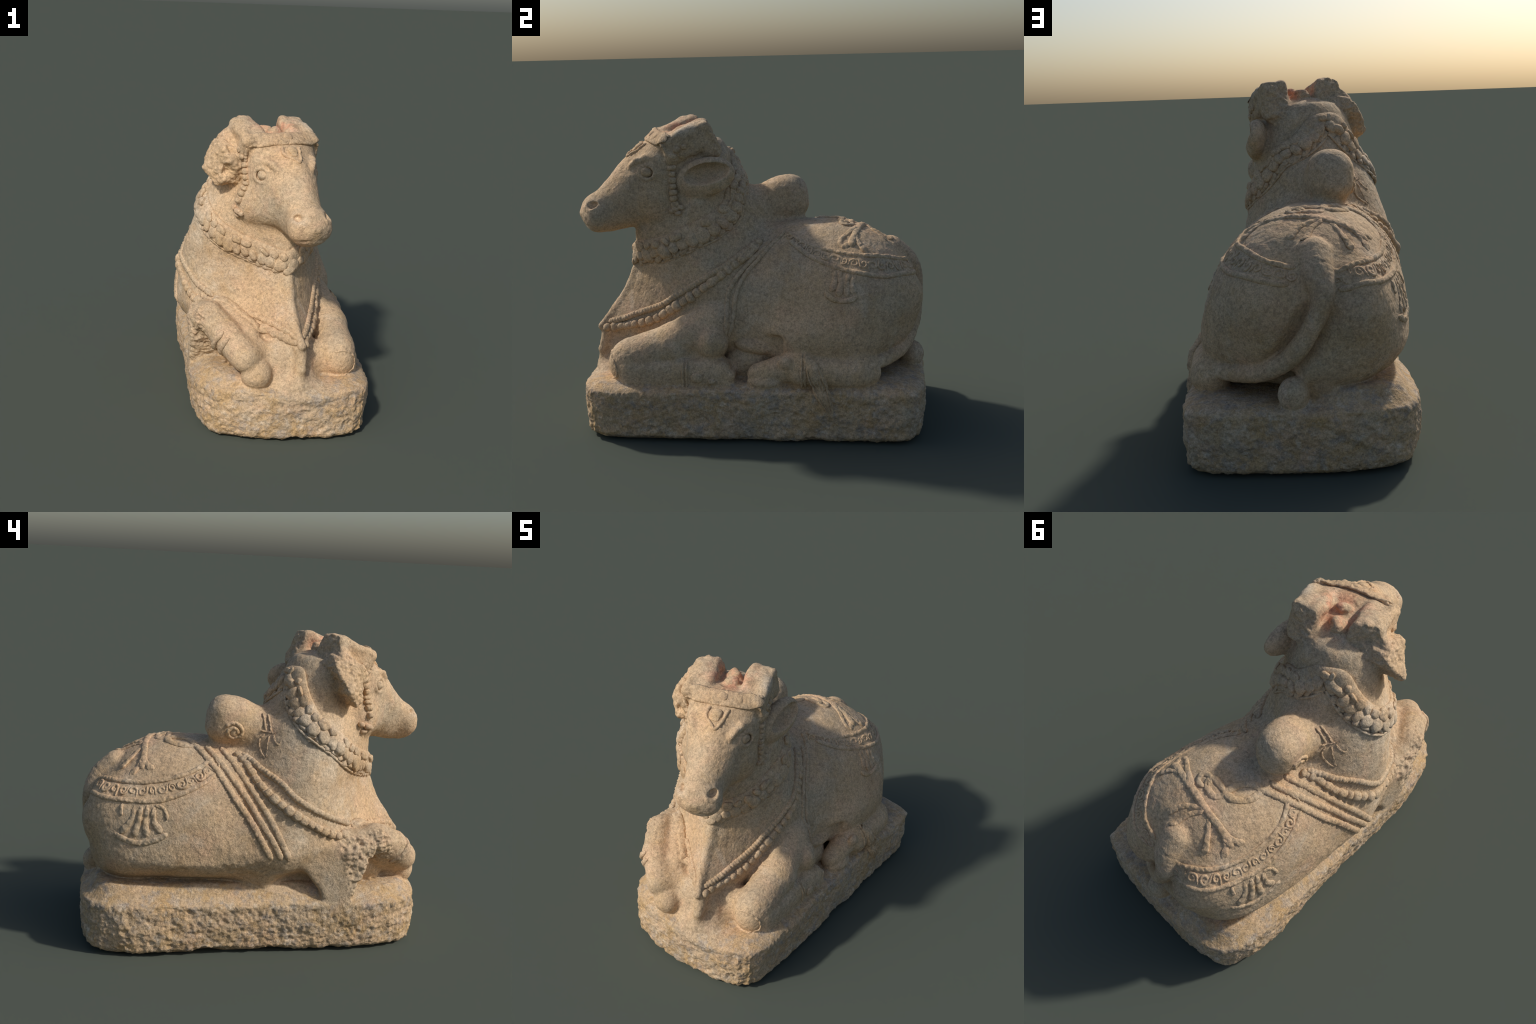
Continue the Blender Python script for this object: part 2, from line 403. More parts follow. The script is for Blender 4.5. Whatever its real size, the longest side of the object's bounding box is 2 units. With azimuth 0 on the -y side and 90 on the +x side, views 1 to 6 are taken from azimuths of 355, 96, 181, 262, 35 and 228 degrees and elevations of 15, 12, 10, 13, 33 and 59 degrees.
# ------------------------------------------------------------------ surface nets
def surface(h):
    lo, hi = vec(-0.66, -1.08, -0.06), vec(0.66, 1.08, 1.88)
    steps = (4, 2, 1)
    n = np.ceil((hi - lo) / (4 * h)).astype(int)
    prev = None
    for s in steps:
        m = n * (4 // s) + 1
        g = [lo[i] + np.arange(m[i]) * h * s for i in range(3)]
        if prev is None:
            X = np.stack(np.meshgrid(*g, indexing="ij"), -1).reshape(-1, 3)
            val = field(X)[0].reshape(m).astype(np.float32)
        else:
            up = prev
            for ax in range(3):
                up = np.repeat(up, 2, axis=ax)
                up = np.take(up, range(m[ax]), axis=ax)
            # mark everything near a change of sign or a small value
            near = np.abs(up) < 2.2 * h * s
            sgn = up < 0
            chg = np.zeros_like(near)
            for ax in range(3):
                a = np.diff(sgn, axis=ax)
                sl0 = [slice(None)] * 3; sl1 = [slice(None)] * 3
                sl0[ax] = slice(0, -1); sl1[ax] = slice(1, None)
                chg[tuple(sl0)] |= a; chg[tuple(sl1)] |= a
            for _ in range(3):
                c2 = chg.copy()
                for ax in range(3):
                    sl0 = [slice(None)] * 3; sl1 = [slice(None)] * 3
                    sl0[ax] = slice(0, -1); sl1[ax] = slice(1, None)
                    c2[tuple(sl0)] |= chg[tuple(sl1)]; c2[tuple(sl1)] |= chg[tuple(sl0)]
                chg = c2
            near |= chg
            ijk = np.argwhere(near)
            val = up.copy()
            for k in range(0, len(ijk), 400000):
                q = ijk[k:k + 400000]
                val[q[:, 0], q[:, 1], q[:, 2]] = field(lo + q * (h * s))[0]
        prev = val
    return nets(val, lo, h)

def nets(v, lo, h):
    s = v < 0
    m = np.array(v.shape)
    cs = np.zeros(m - 1, np.int8)
    for dx in (0, 1):
        for dy in (0, 1):
            for dz in (0, 1):
                cs += s[dx:m[0] - 1 + dx, dy:m[1] - 1 + dy, dz:m[2] - 1 + dz]
    cells = np.argwhere((cs > 0) & (cs < 8))
    index = np.full(m - 1, -1, np.int64)
    index[tuple(cells.T)] = np.arange(len(cells))
    corner = [(a, b, c) for a in (0, 1) for b in (0, 1) for c in (0, 1)]
    cv = np.stack([v[cells[:, 0] + a, cells[:, 1] + b, cells[:, 2] + c] for a, b, c in corner], 1)
    acc = np.zeros((len(cells), 3)); cnt = np.zeros(len(cells))
    for i in range(8):
        for j in range(i + 1, 8):
            ci, cj = np.array(corner[i]), np.array(corner[j])
            if np.abs(ci - cj).sum() != 1:
                continue
            x = (cv[:, i] < 0) != (cv[:, j] < 0)
            t = cv[x, i] / (cv[x, i] - cv[x, j])
            acc[x] += ci + t[:, None] * (cj - ci)
            cnt[x] += 1
    V = lo + (cells + acc / cnt[:, None]) * h
    F = []
    for ax in range(3):
        o = [(1, 2), (2, 0), (0, 1)][ax]
        a = np.take(s, range(m[ax] - 1), axis=ax)
        b = np.take(s, range(1, m[ax]), axis=ax)
        e = np.argwhere(a != b)
        e = e[(e[:, o[0]] > 0) & (e[:, o[1]] > 0) & (e[:, o[0]] < m[o[0]] - 1) & (e[:, o[1]] < m[o[1]] - 1)]
        inside = s[tuple(e.T)]
        u = np.zeros(3, int); w = np.zeros(3, int); u[o[0]] = 1; w[o[1]] = 1
        q = np.stack([index[tuple((e - u - w).T)], index[tuple((e - w).T)], index[tuple(e.T)], index[tuple((e - u).T)]], 1)
        q[~inside] = q[~inside][:, ::-1]
        F.append(q)
    return V, np.concatenate(F)


# ------------------------------------------------------------------ body surface, regions, weathering
V, F = surface(H)
NV = len(V)

def vertex_normals(V, F):
    n = np.cross(V[F[:, 2]] - V[F[:, 0]], V[F[:, 3]] - V[F[:, 1]])
    out = np.zeros_like(V)
    for k in range(4):
        for c in range(3):
            out[:, c] += np.bincount(F[:, k], n[:, c], minlength=len(V))
    return out / np.maximum(np.linalg.norm(out, axis=1), 1e-12)[:, None]

REGIONS = [("plinth", ["plinth"]), ("torso", ["torso"]), ("neck", ["neck", "keel"]), ("head", ["head"]), ("hump", ["hump"]), ("tail", ["tail"]),
           ("testicles", ["testicle"]), ("hindlimb", ["hindlimb", "hind_foot"]), ("forelimb", ["forelimb"]), ("forelimb_broken", ["forelimb_broken"]),
           ("hoof", ["far_hoof"]), ("ear", ["ear"]), ("ear_broken", ["ear_broken"]), ("horn", ["horn"])]
dist, g = np.empty(NV), {}
parts = {n: np.empty(NV) for n, _ in REGIONS}
for k in range(0, NV, 300000):
    dd, gg = field(V[k:k + 300000])
    dist[k:k + 300000] = dd
    for n, keys in REGIONS:
        parts[n][k:k + 300000] = np.min([gg[q] for q in keys], axis=0)
D = np.stack([parts[n] for n, _ in REGIONS], 1)
label_v = D.argmin(1)
N = vertex_normals(V, F)
base_bvh = BVHTree.FromPolygons(V.tolist(), F.tolist())

others = np.delete(D, 0, axis=1).min(1)
w_side = sstep(others - parts["plinth"], 0.0, 0.05) * sstep(0.75 - N[:, 2], 0.0, 0.5)          # hewn sides of the plinth
w_break = np.maximum.reduce([
    sstep(0.02 - parts["forelimb_broken"], 0.0, 0.02) * sstep(-V[:, 0], 0.30, 0.38) * sstep(-V[:, 1] - 0.25 * (0.7 - V[:, 2]), 0.40, 0.46) * sstep(0.80 + V[:, 1], 0.0, 0.08) * sstep(-N[:, 0] - N[:, 1] - 0.4 * N[:, 2], 0.0, 0.5),
    sstep(0.02 - parts["ear_broken"], 0.0, 0.015) * 0.7,
    sstep(0.02 - parts["horn"], 0.0, 0.02) * sstep(N[:, 1], 0.3, 0.7) * 0.6])
soft = 1 - np.maximum(w_side, w_break)
rough = 0.6 * fbm(V @ np.array([[0.8, 0.5, 0.2], [-0.5, 0.8, 0.3], [-0.1, -0.3, 1.2]]), 11, 3, 0.6, 3) + 0.55 * fbm(V * vec(1, 1, 1.3), 4.5, 2, 0.5, 5)
chips = np.abs(fbm(V @ np.array([[0.9, 0.3, 0.3], [-0.35, 0.9, 0.2], [-0.25, -0.3, 1.1]]), 20, 3, 0.62, 9))
pits = fbm(V, 75, 2, 0.6, 21)
ground = sstep(V[:, 2], 0.0, 0.02)
disp = w_side * (0.022 * rough + 0.015 * (0.2 - chips) + 0.004 * pits) * ground
disp += w_break * (0.018 * rough + 0.030 * (0.2 - chips) + 0.006 * pits)
disp += soft * (0.0045 * fbm(V, 7, 2, 0.5, 31) + 0.0020 * fbm(V, 36, 2, 0.6, 41) + 0.0013 * pits)
# flaked patch low on the right flank
flake = sstep(0.16 - np.linalg.norm((V - vec(-0.53, 0.08, 0.50)) * vec(0.3, 0.75, 1.6), axis=1), 0.0, 0.08)
disp -= flake * (0.006 + 0.012 * np.maximum(fbm(V, 16, 3, 0.6, 51), -0.2))
disp += sstep(0.03 - parts["horn"], 0.0, 0.03) * 0.016 * fbm(V, 11, 2, 0.5, 61)
V = V + N * disp[:, None]
V[:, 2] = np.maximum(V[:, 2], 0.0)

# ------------------------------------------------------------------ scene helpers
scene = bpy.context.scene
root = bpy.data.objects.new("bull_statue", None)
scene.collection.objects.link(root)
root["label"] = "weathered granite temple bull lying garlanded on rough plinth"
root["category"] = "stone statue"

def mesh_from(name, V, F, normals=None, smooth=True):
    mesh = bpy.data.meshes.new(name)
    F = np.asarray(F)
    mesh.vertices.add(len(V)); mesh.vertices.foreach_set("co", np.asarray(V, dtype=np.float32).ravel())
    mesh.loops.add(F.size); mesh.loops.foreach_set("vertex_index", F.astype(np.int32).ravel())
    mesh.polygons.add(len(F))
    mesh.polygons.foreach_set("loop_start", np.arange(0, F.size, F.shape[1], dtype=np.int32))
    mesh.update(calc_edges=True)
    mesh.polygons.foreach_set("use_smooth", np.full(len(F), smooth))
    if normals is not None:
        mesh.normals_split_custom_set_from_vertices(normals.tolist())
    return mesh

def add(name, mesh, mat, parent=root):
    ob = bpy.data.objects.new(name, mesh)
    if not mesh.materials:
        mesh.materials.append(mat)
    scene.collection.objects.link(ob)
    ob.parent = parent
    return ob

# ------------------------------------------------------------------ stone
def stone_material(name, hewn=False):
    mt = bpy.data.materials.new(name)
    mt.use_nodes = True
    nt = mt.node_tree
    nd, ln = nt.nodes, nt.links
    bsdf = nd["Principled BSDF"]
    tc = nd.new("ShaderNodeTexCoord")
    tc.object = root
    co = tc.outputs["Object"]

    def tex(scale, detail=3.0, rough=0.6, vector=None, dist=0.0):
        n = nd.new("ShaderNodeTexNoise")
        n.inputs["Scale"].default_value = scale
        n.inputs["Detail"].default_value = detail
        n.inputs["Roughness"].default_value = rough
        n.inputs["Distortion"].default_value = dist
        ln.new(vector or co, n.inputs["Vector"])
        return n.outputs["Fac"]

    def ramp(fac, stops):
        r = nd.new("ShaderNodeValToRGB")
        el = r.color_ramp.elements
        while len(el) < len(stops):
            el.new(0.5)
        for e, (p, c) in zip(el, stops):
            e.position = p
            e.color = (*c, 1) if isinstance(c, tuple) else (c, c, c, 1)
        ln.new(fac, r.inputs["Fac"])
        return r.outputs["Color"]

    def mix(a, b, fac, mode="MIX"):
        m = nd.new("ShaderNodeMix")
        m.data_type = "RGBA"
        m.blend_type = mode
        for sock, v in ((m.inputs[6], a), (m.inputs[7], b), (m.inputs[0], fac)):
            if isinstance(v, bpy.types.NodeSocket):
                ln.new(v, sock)
            else:
                sock.default_value = (*v, 1) if isinstance(v, tuple) else v
        return m.outputs[2]

    def near(c, r0, r1):
        """1 inside a ball round a place on the statue, fading out"""
        v = nd.new("ShaderNodeVectorMath"); v.operation = "DISTANCE"
        ln.new(co, v.inputs[0]); v.inputs[1].default_value = c
        m = nd.new("ShaderNodeMapRange"); m.interpolation_type = "SMOOTHSTEP"
        m.inputs["From Min"].default_value = r1; m.inputs["From Max"].default_value = r0
        ln.new(v.outputs["Value"], m.inputs["Value"])
        return m.outputs["Result"]

    def mul(a, b):
        m = nd.new("ShaderNodeMath"); m.operation = "MULTIPLY"
        for i, v in enumerate((a, b)):
            if isinstance(v, bpy.types.NodeSocket):
                ln.new(v, m.inputs[i])
            else:
                m.inputs[i].default_value = v
        return m.outputs[0]

    # broad tone: warm tan and greyer areas
    col = mix(TAN, GREY, ramp(tex(3.2, 4, 0.6), [(0.38, 0.0), (0.66, 1.0)]))
    col = mix(col, PINK, mul(ramp(tex(5.0, 3, 0.6, dist=0.4), [(0.52, 0.0), (0.72, 1.0)]), 0.55))
    col = mix(col, BROWN, mul(ramp(tex(2.1, 5, 0.65, dist=0.6), [(0.50, 0.0), (0.68, 1.0)]), 0.55))
    col = mix(col, PALE, mul(ramp(tex(4.1, 5, 0.65, dist=0.3), [(0.56, 0.0), (0.72, 1.0)]), 0.5))
    # ochre staining, strongest on the hewn sides
    col = mix(col, OCHRE, mul(ramp(tex(7.0, 4, 0.65), [(0.44, 0.0), (0.64, 1.0)]) if hewn else ramp(tex(7.0, 4, 0.65), [(0.50, 0.0), (0.68, 1.0)]), 0.62 if hewn else 0.30))
    if hewn:
        col = mix(col, SLATE, mul(ramp(tex(16.0, 4, 0.65), [(0.50, 0.0), (0.66, 1.0)]), 0.6))
        col = mix(col, PALE, mul(ramp(tex(23.0, 3, 0.6), [(0.56, 0.0), (0.70, 1.0)]), 0.5))
    # pale lichen film on the right of the collar and shoulder, reddish powder between the horns
    film = mul(near((-0.40, -0.30, 1.13), 0.05, 0.33), ramp(tex(9.0, 4, 0.6), [(0.35, 0.0), (0.62, 1.0)]))
    col = mix(col, PALE, mul(film, 0.55))
    col = mix(col, RED, mul(mul(near((-0.02, -0.40, 1.70), 0.05, 0.20), ramp(tex(14.0, 3, 0.6), [(0.40, 0.0), (0.60, 1.0)])), 0.75))
    # crystals of the granite
    v = nd.new("ShaderNodeTexVoronoi")
    v.inputs["Scale"].default_value = 95.0
    ln.new(co, v.inputs["Vector"])
    grain = nd.new("ShaderNodeSeparateColor")
    ln.new(v.outputs["Color"], grain.inputs[0])
    col = mix(col, ramp(grain.outputs[0], [(0.0, 0.76), (0.35, 0.96), (0.80, 1.0), (1.0, 1.12)]), 0.75, "MULTIPLY")
    col = mix(col, ramp(tex(48.0, 4, 0.7), [(0.34, 0.74), (0.50, 1.0), (0.68, 1.14)]), 0.85, "MULTIPLY")
    col = mix(col, ramp(tex(150.0, 2, 0.6), [(0.33, 0.70), (0.5, 1.0), (0.70, 1.14)]), 0.8, "MULTIPLY")
    ln.new(col, bsdf.inputs["Base Color"])
    bsdf.inputs["Roughness"].default_value = 0.92
    bsdf.inputs["Specular IOR Level"].default_value = 0.2
    b1 = nd.new("ShaderNodeBump")
    b1.inputs["Strength"].default_value = 0.85 if hewn else 0.65
    b1.inputs["Distance"].default_value = 0.008
    ln.new(tex(85.0, 4, 0.7), b1.inputs["Height"])
    ln.new(b1.outputs["Normal"], bsdf.inputs["Normal"])
    return mt

TAN, GREY, PINK, BROWN = (0.63, 0.44, 0.265), (0.52, 0.405, 0.275), (0.66, 0.42, 0.27), (0.46, 0.305, 0.175)
OCHRE, SLATE, PALE, RED = (0.52, 0.33, 0.14), (0.33, 0.30, 0.27), (0.70, 0.59, 0.45), (0.62, 0.29, 0.18)
stone = stone_material("carved_granite")
hewn = stone_material("hewn_granite", True)

# ------------------------------------------------------------------ the body, split by region with shared normals
N2 = vertex_normals(V, F)
lab = np.stack([label_v[F[:, k]] for k in range(4)], 1)
srt = np.sort(lab, axis=1)
face_label = np.where(srt[:, 1] == srt[:, 2], srt[:, 1], srt[:, 0])
fc = V[F].mean(1)
named = []
for i, (n, _) in enumerate(REGIONS):
    sel = face_label == i
    if n == "horn":
        a = to_head(fc)[:, 0]
        named += [("horn", sel & (a > 0.06)), ("horn", sel & (a < -0.06)), ("broken_ornament", sel & (np.abs(a) <= 0.06))]
    else:
        named.append((n.replace("_broken", ""), sel))
for n, sel in named:
    if not sel.any():
        continue
    used, inv = np.unique(F[sel], return_inverse=True)
    add(n, mesh_from(n, V[used], inv.reshape(-1, 4), N2[used]), hewn if n == "plinth" else stone)

# ------------------------------------------------------------------ carved ornament, laid on the body surface
bvh = BVHTree.FromPolygons(V.tolist(), F.tolist())

def resample(pts, step, closed=False):
    p = np.array(pts, dtype=np.float64)
    if closed:
        q = spline(np.vstack([p[-2:], p, p[:2]]), 12)[24:-24 + 0]
        q = q[:12 * len(p) + 1]
    else:
        q = spline(p, 12)
    seg = np.r_[0, np.cumsum(np.linalg.norm(np.diff(q[:, :3], axis=0), axis=1))]
    n = max(2, int(round(seg[-1] / step)))
    t = np.linspace(0, seg[-1], n + 1)
    return np.column_stack([np.interp(t, seg, q[:, c]) for c in range(q.shape[1])])

def lay(pts, step, closed=False, lift=0.0, smooth=3):
    """curve through control points, dropped on to the stone: positions, normals, tangents"""
    q = resample(pts, step, closed)
    pos, nor = [], []
    for x in q:
        h = base_bvh.find_nearest(Vector(x[:3]))
        pos.append(h[0]); nor.append(h[1])
    pos, nor = np.array(pos), np.array(nor)
    for _ in range(smooth):
        if closed:
            pos = (np.roll(pos, 1, 0) + 2 * pos + np.roll(pos, -1, 0)) / 4
            nor = (np.roll(nor, 1, 0) + 2 * nor + np.roll(nor, -1, 0)) / 4
        else:
            pos[1:-1] = (pos[:-2] + 2 * pos[1:-1] + pos[2:]) / 4
            nor[1:-1] = (nor[:-2] + 2 * nor[1:-1] + nor[2:]) / 4
    tan = np.roll(pos, -1, 0) - np.roll(pos, 1, 0) if closed else np.gradient(pos, axis=0)
    tan /= np.linalg.norm(tan, axis=1)[:, None] + 1e-12
    nor -= (nor * tan).sum(1)[:, None] * tan
    nor /= np.linalg.norm(nor, axis=1)[:, None] + 1e-12
    return pos + nor * lift, nor, tan

RELIEF = 0.82

def sweep(pos, nor, tan, w, h, closed=False, sides=12, wear=0.0030, seed=1, sink=0.35):
    """raised moulding with an oval section; w and h may vary along the way"""
    n = len(pos)
    w = np.broadcast_to(np.asarray(w, dtype=float), (n,)); h = np.broadcast_to(np.asarray(h, dtype=float), (n,))
    b = np.cross(tan, nor)
    a = np.arange(sides) / sides * 2 * np.pi
    h = h * RELIEF
    P = (pos[:, None, :] + b[:, None, :] * (np.cos(a)[None, :, None] * w[:, None, None])
         + nor[:, None, :] * ((np.sin(a)[None, :, None] * (1 - sink) + 0.0) * h[:, None, None] - 0.0))
    P = P.reshape(-1, 3)
    flat = P + np.repeat(nor, sides, axis=0) * (wear * 1.6 * fbm(P, 45, 2, 0.6, seed) + wear * fbm(P, 110, 1, 0.6, seed + 3))[:, None]
    Vv = [flat]
    Ff = []
    m = n if closed else n - 1
    i = np.arange(m)[:, None]; j = np.arange(sides)[None, :]
    a0 = i * sides + j; a1 = i * sides + (j + 1) % sides
    b0 = ((i + 1) % n) * sides + j; b1 = ((i + 1) % n) * sides + (j + 1) % sides
    Ff = np.stack([a0, a1, b1, b0], -1).reshape(-1, 4)[:, ::-1]
    return np.vstack(Vv), Ff

def moulding(name, pts, w=0.016, h=0.020, closed=False, step=0.006, parent=root, beaded=0.0, taper=True, seed=1, ends=None, side=0.0, mat=None):
    pos, nor, tan = lay(pts, step, closed)
    if side:
        pos = pos + np.cross(tan, nor) * side
    n = len(pos)
    t = np.linspace(0, 1, n)
    ww, hh = np.full(n, w), np.full(n, h)
    if ends is not None:                              # width and height scale along the way
        sc = np.interp(t, np.linspace(0, 1, len(ends)), ends)
        ww, hh = ww * sc, hh * np.minimum(sc, 1.15)
    if taper and not closed:
        e = np.clip(np.minimum(t, 1 - t) * n * step / (1.5 * w), 0, 1)
        e = 0.15 + 0.85 * np.sqrt(e)
        ww, hh = ww * e, hh * e
    if beaded:
        k = np.abs(np.sin(np.arange(n) * step / beaded * np.pi))
        ww = ww * (0.82 + 0.25 * k); hh = hh * (0.70 + 0.38 * k)
    Vv, Ff = sweep(pos, nor, tan, ww, hh, closed, seed=seed)
    return add(name, mesh_from(name, Vv, Ff), mat or stone, parent)

def lump_mesh(name, rx, ry, rz, seed, square=2.0, sub=3, wear=0.10):
    """worn bead or petal, unit size in its own frame"""
    bm = bmesh.new()
    bmesh.ops.create_icosphere(bm, subdivisions=sub, radius=1.0)
    P = np.array([v.co for v in bm.verts])
    P = P / ((np.abs(P)**square).sum(1)**(1 / square))[:, None]
    P = P * (1 + wear * fbm(P + seed * 3.7, 1.6, 3, 0.6, seed))[:, None] * vec(rx, ry, rz)
    for v, p in zip(bm.verts, P):
        v.co = p
    me = bpy.data.meshes.new(name)
    bm.to_mesh(me); bm.free()
    me.polygons.foreach_set("use_smooth", np.ones(len(me.polygons), bool))
    me.materials.append(stone)
    return me

rng = np.random.default_rng(11)

def place(name, me, p, n, t, scale=1.0, parent=root, turn=0.0, jitter=0.08, flip=1):
    """put a piece on the stone: x along t, z along n"""
    n = n / np.linalg.norm(n)
    t = t - n * (t @ n); t = t / np.linalg.norm(t)
    turn = turn + rng.normal(0, jitter)
    b = np.cross(n, t)
    t, b = t * math.cos(turn) + b * math.sin(turn), b * math.cos(turn) - t * math.sin(turn)
    sx, sy, sz = scale * (1 + rng.normal(0, jitter, 3))
    from mathutils import Matrix
    m = Matrix(((t[0] * sx, b[0] * sy * flip, n[0] * sz, p[0]), (t[1] * sx, b[1] * sy * flip, n[1] * sz, p[1]), (t[2] * sx, b[2] * sy * flip, n[2] * sz, p[2]), (0, 0, 0, 1)))
    ob = bpy.data.objects.new(name, me)
    scene.collection.objects.link(ob)
    ob.parent = parent
    ob.matrix_world = m
    return ob

def row(name, meshes, pts, gap, parent=root, side=0.0, lift=0.0, closed=False, scale=1.0, turn=0.0, alternate=False, skip=0.0, jitter=0.08):
    pos, nor, tan = lay(pts, gap / 6, closed)
    idx = np.arange(0, len(pos) - (0 if closed else 0), 6)
    for c, i in enumerate(idx):
        if rng.random() < skip:
            continue
        p = pos[i] + np.cross(tan[i], nor[i]) * side + nor[i] * lift
        if side:
            h = base_bvh.find_nearest(Vector(p)); p = np.array(h[0]) + nor[i] * lift
        s = scale if np.isscalar(scale) else np.interp(i / len(pos), np.linspace(0, 1, len(scale)), scale)
        place(name, meshes[int(rng.integers(len(meshes)))], p, nor[i], tan[i], s, parent, turn, jitter, flip=(-1 if alternate and c % 2 else 1))

# --- collar garland
COLLAR = [(-0.222, -0.181, 1.537), (-0.288, -0.188, 1.461), (-0.350, -0.222, 1.368), (-0.405, -0.290, 1.285), (-0.400, -0.390, 1.215), (-0.357, -0.486, 1.145), (-0.270, -0.565, 1.088),
          (-0.151, -0.634, 1.047), (-0.032, -0.680, 1.012), (0.061, -0.700, 0.995), (0.110, -0.660, 1.015), (0.129, -0.599, 1.031), (0.151, -0.480, 1.057), (0.171, -0.349, 1.109),
          (0.184, -0.234, 1.174), (0.153, -0.125, 1.264), (0.094, -0.082, 1.379), (0.000, -0.060, 1.430), (-0.077, -0.082, 1.481), (-0.142, -0.129, 1.533)]
collar = moulding("collar", COLLAR, 0.056, 0.042, closed=True, seed=5)
petals = [lump_mesh("petal", 0.033, 0.036, 0.020, k, 2.8, wear=0.24) for k in (1, 2, 3, 4)]
small = [lump_mesh("petal", 0.031, 0.022, 0.013, k, 2.6, wear=0.22) for k in (5, 6, 7)]
row("petal", petals, COLLAR, 0.056, collar, side=0.034, lift=0.014, closed=True, turn=0.45, jitter=0.18)
row("petal", small, COLLAR, 0.060, collar, side=-0.016, lift=0.021, closed=True, turn=-0.3, jitter=0.25, skip=0.2)
row("petal", small, COLLAR, 0.050, collar, side=0.068, lift=0.003, closed=True, turn=0.35, jitter=0.18)
moulding("cord", COLLAR, 0.008, 0.014, closed=True, parent=collar, side=0.092, seed=6)

# --- forehead band, cheek chains, pendants, eyes
HB = lambda *p: [tuple(from_head(q)) for q in p]
band = moulding("forehead_band", HB((-0.215, -0.100, 1.648), (-0.12, -0.062, 1.668), (0.0, -0.050, 1.675), (0.12, -0.062, 1.671), (0.225, -0.105, 1.650)), 0.048, 0.024, seed=11)
moulding("cord", HB((-0.215, -0.115, 1.668), (-0.12, -0.085, 1.685), (0.0, -0.075, 1.69), (0.12, -0.085, 1.69), (0.225, -0.125, 1.672)), 0.011, 0.020, parent=band, beaded=0.018, seed=12)
moulding("cord", HB((-0.215, -0.095, 1.645), (-0.12, -0.060, 1.665), (0.0, -0.048, 1.672), (0.12, -0.060, 1.668), (0.222, -0.100, 1.645)), 0.011, 0.018, parent=band, seed=13)
moulding("cord", HB((-0.220, -0.075, 1.622), (-0.12, -0.030, 1.645), (0.0, -0.018, 1.652), (0.12, -0.030, 1.648), (0.215, -0.070, 1.625), (0.226, -0.100, 1.570), (0.215, -0.125, 1.515)), 0.010, 0.020, parent=band, beaded=0.016, seed=14)
moulding("cord", HB((-0.222, -0.078, 1.620), (-0.222, -0.095, 1.575), (-0.212, -0.120, 1.520)), 0.010, 0.020, parent=band, beaded=0.018, seed=15)
knot = lump_mesh("knot", 0.030, 0.026, 0.020, 31, 3.0)
flat = lump_mesh("boss", 0.028, 0.024, 0.014, 32, 2.4)

def drop(p):
    h = base_bvh.find_nearest(Vector(p))
    return np.array(h[0]), np.array(h[1])

p, n = drop(from_head((0.015, -0.055, 1.68))); place("knot", knot, p, n, HEAD_A, 1.0, band)
for a, b, z in ((0.235, -0.16, 1.60), (0.232, -0.19, 1.565), (0.225, -0.135, 1.565), (0.228, -0.20, 1.615), (-0.225, -0.15, 1.60), (-0.222, -0.13, 1.565)):
    p, n = drop(from_head((a, b, z))); place("boss", flat, p, n, vec(0, 0, 1), 0.75, band, turn=a * 20)
# leaf-shaped forehead pendant
LEAF = HB((-0.042, -0.005, 1.640), (-0.055, 0.045, 1.605), (-0.010, 0.080, 1.578), (0.020, 0.100, 1.560), (0.050, 0.060, 1.593), (0.060, 0.015, 1.628), (0.075, -0.005, 1.638))
pendant = moulding("forehead_pendant", LEAF, 0.010, 0.020, seed=16)
p, n = drop(from_head((0.008, 0.030, 1.620))); place("boss", flat, p, n, HEAD_A, 1.15, pendant)
p, n = drop(from_head((0.008, 0.055, 1.600))); place("boss", flat, p, n, HEAD_A, 0.7, pendant)
disc = [lump_mesh("bead", 0.016, 0.024, 0.020, k, 2.8) for k in (41, 42, 43)]
CHAIN_L = HB((0.212, -0.130, 1.500), (0.208, -0.133, 1.440), (0.205, -0.135, 1.385), (0.205, -0.135, 1.330), (0.205, -0.145, 1.285))
CHAIN_R = HB((-0.212, -0.125, 1.515), (-0.205, -0.110, 1.450), (-0.205, -0.105, 1.390), (-0.210, -0.110, 1.330), (-0.215, -0.115, 1.285))
for pts in (CHAIN_L, CHAIN_R):
    ch = moulding("cheek_chain", pts, 0.017, 0.018, seed=17)
    row("bead", disc, pts, 0.035, ch, lift=0.006, jitter=0.12)
    e = np.array(pts[-1])
    for da, dz, sc in ((0.0, -0.02, 1.0), (0.035, -0.012, 0.95), (0.018, -0.045, 0.8), (-0.018, -0.03, 0.75)):
        p, n = drop(e - HEAD_B * da + vec(0, 0, dz)); place("bead", disc[0], p + n * 0.004, n, vec(0, 0, 1), sc, ch)
ball = lump_mesh("eye", 0.027, 0.022, 0.022, 51, 2.0, wear=0.14)
lid = []
for sgn in (1, -1):
    c = from_head((sgn * 0.152, 0.003, 1.475))
    n = HEAD_A * sgn * 0.86 + HEAD_B * 0.48
    place("eye", ball, c, n, np.cross(vec(0, 0, 1), n) * 1.0, 1.42, jitter=0.0)

# --- long garlands over the shoulders: a twisted rope above a string of large beads
ROPE_R = [(-0.300, 0.110, 1.105), (-0.360, 0.060, 1.075), (-0.426, 0.004, 1.037), (-0.493, -0.079, 0.990), (-0.531, -0.168, 0.910), (-0.506, -0.280, 0.839), (-0.448, -0.401, 0.777), (-0.347, -0.520, 0.721)]
ROPE_R2 = [(-0.347, -0.520, 0.721), (-0.249, -0.600, 0.700), (-0.132, -0.711, 0.673), (0.008, -0.821, 0.634), (0.107, -0.893, 0.590)]
BEAD_R = [(-0.300, 0.130, 1.095), (-0.360, 0.088, 1.060), (-0.449, 0.030, 0.977), (-0.504, -0.044, 0.907), (-0.534, -0.120, 0.851), (-0.533, -0.213, 0.792), (-0.492, -0.330, 0.722), (-0.441, -0.436, 0.673), (-0.40, -0.50, 0.665)]
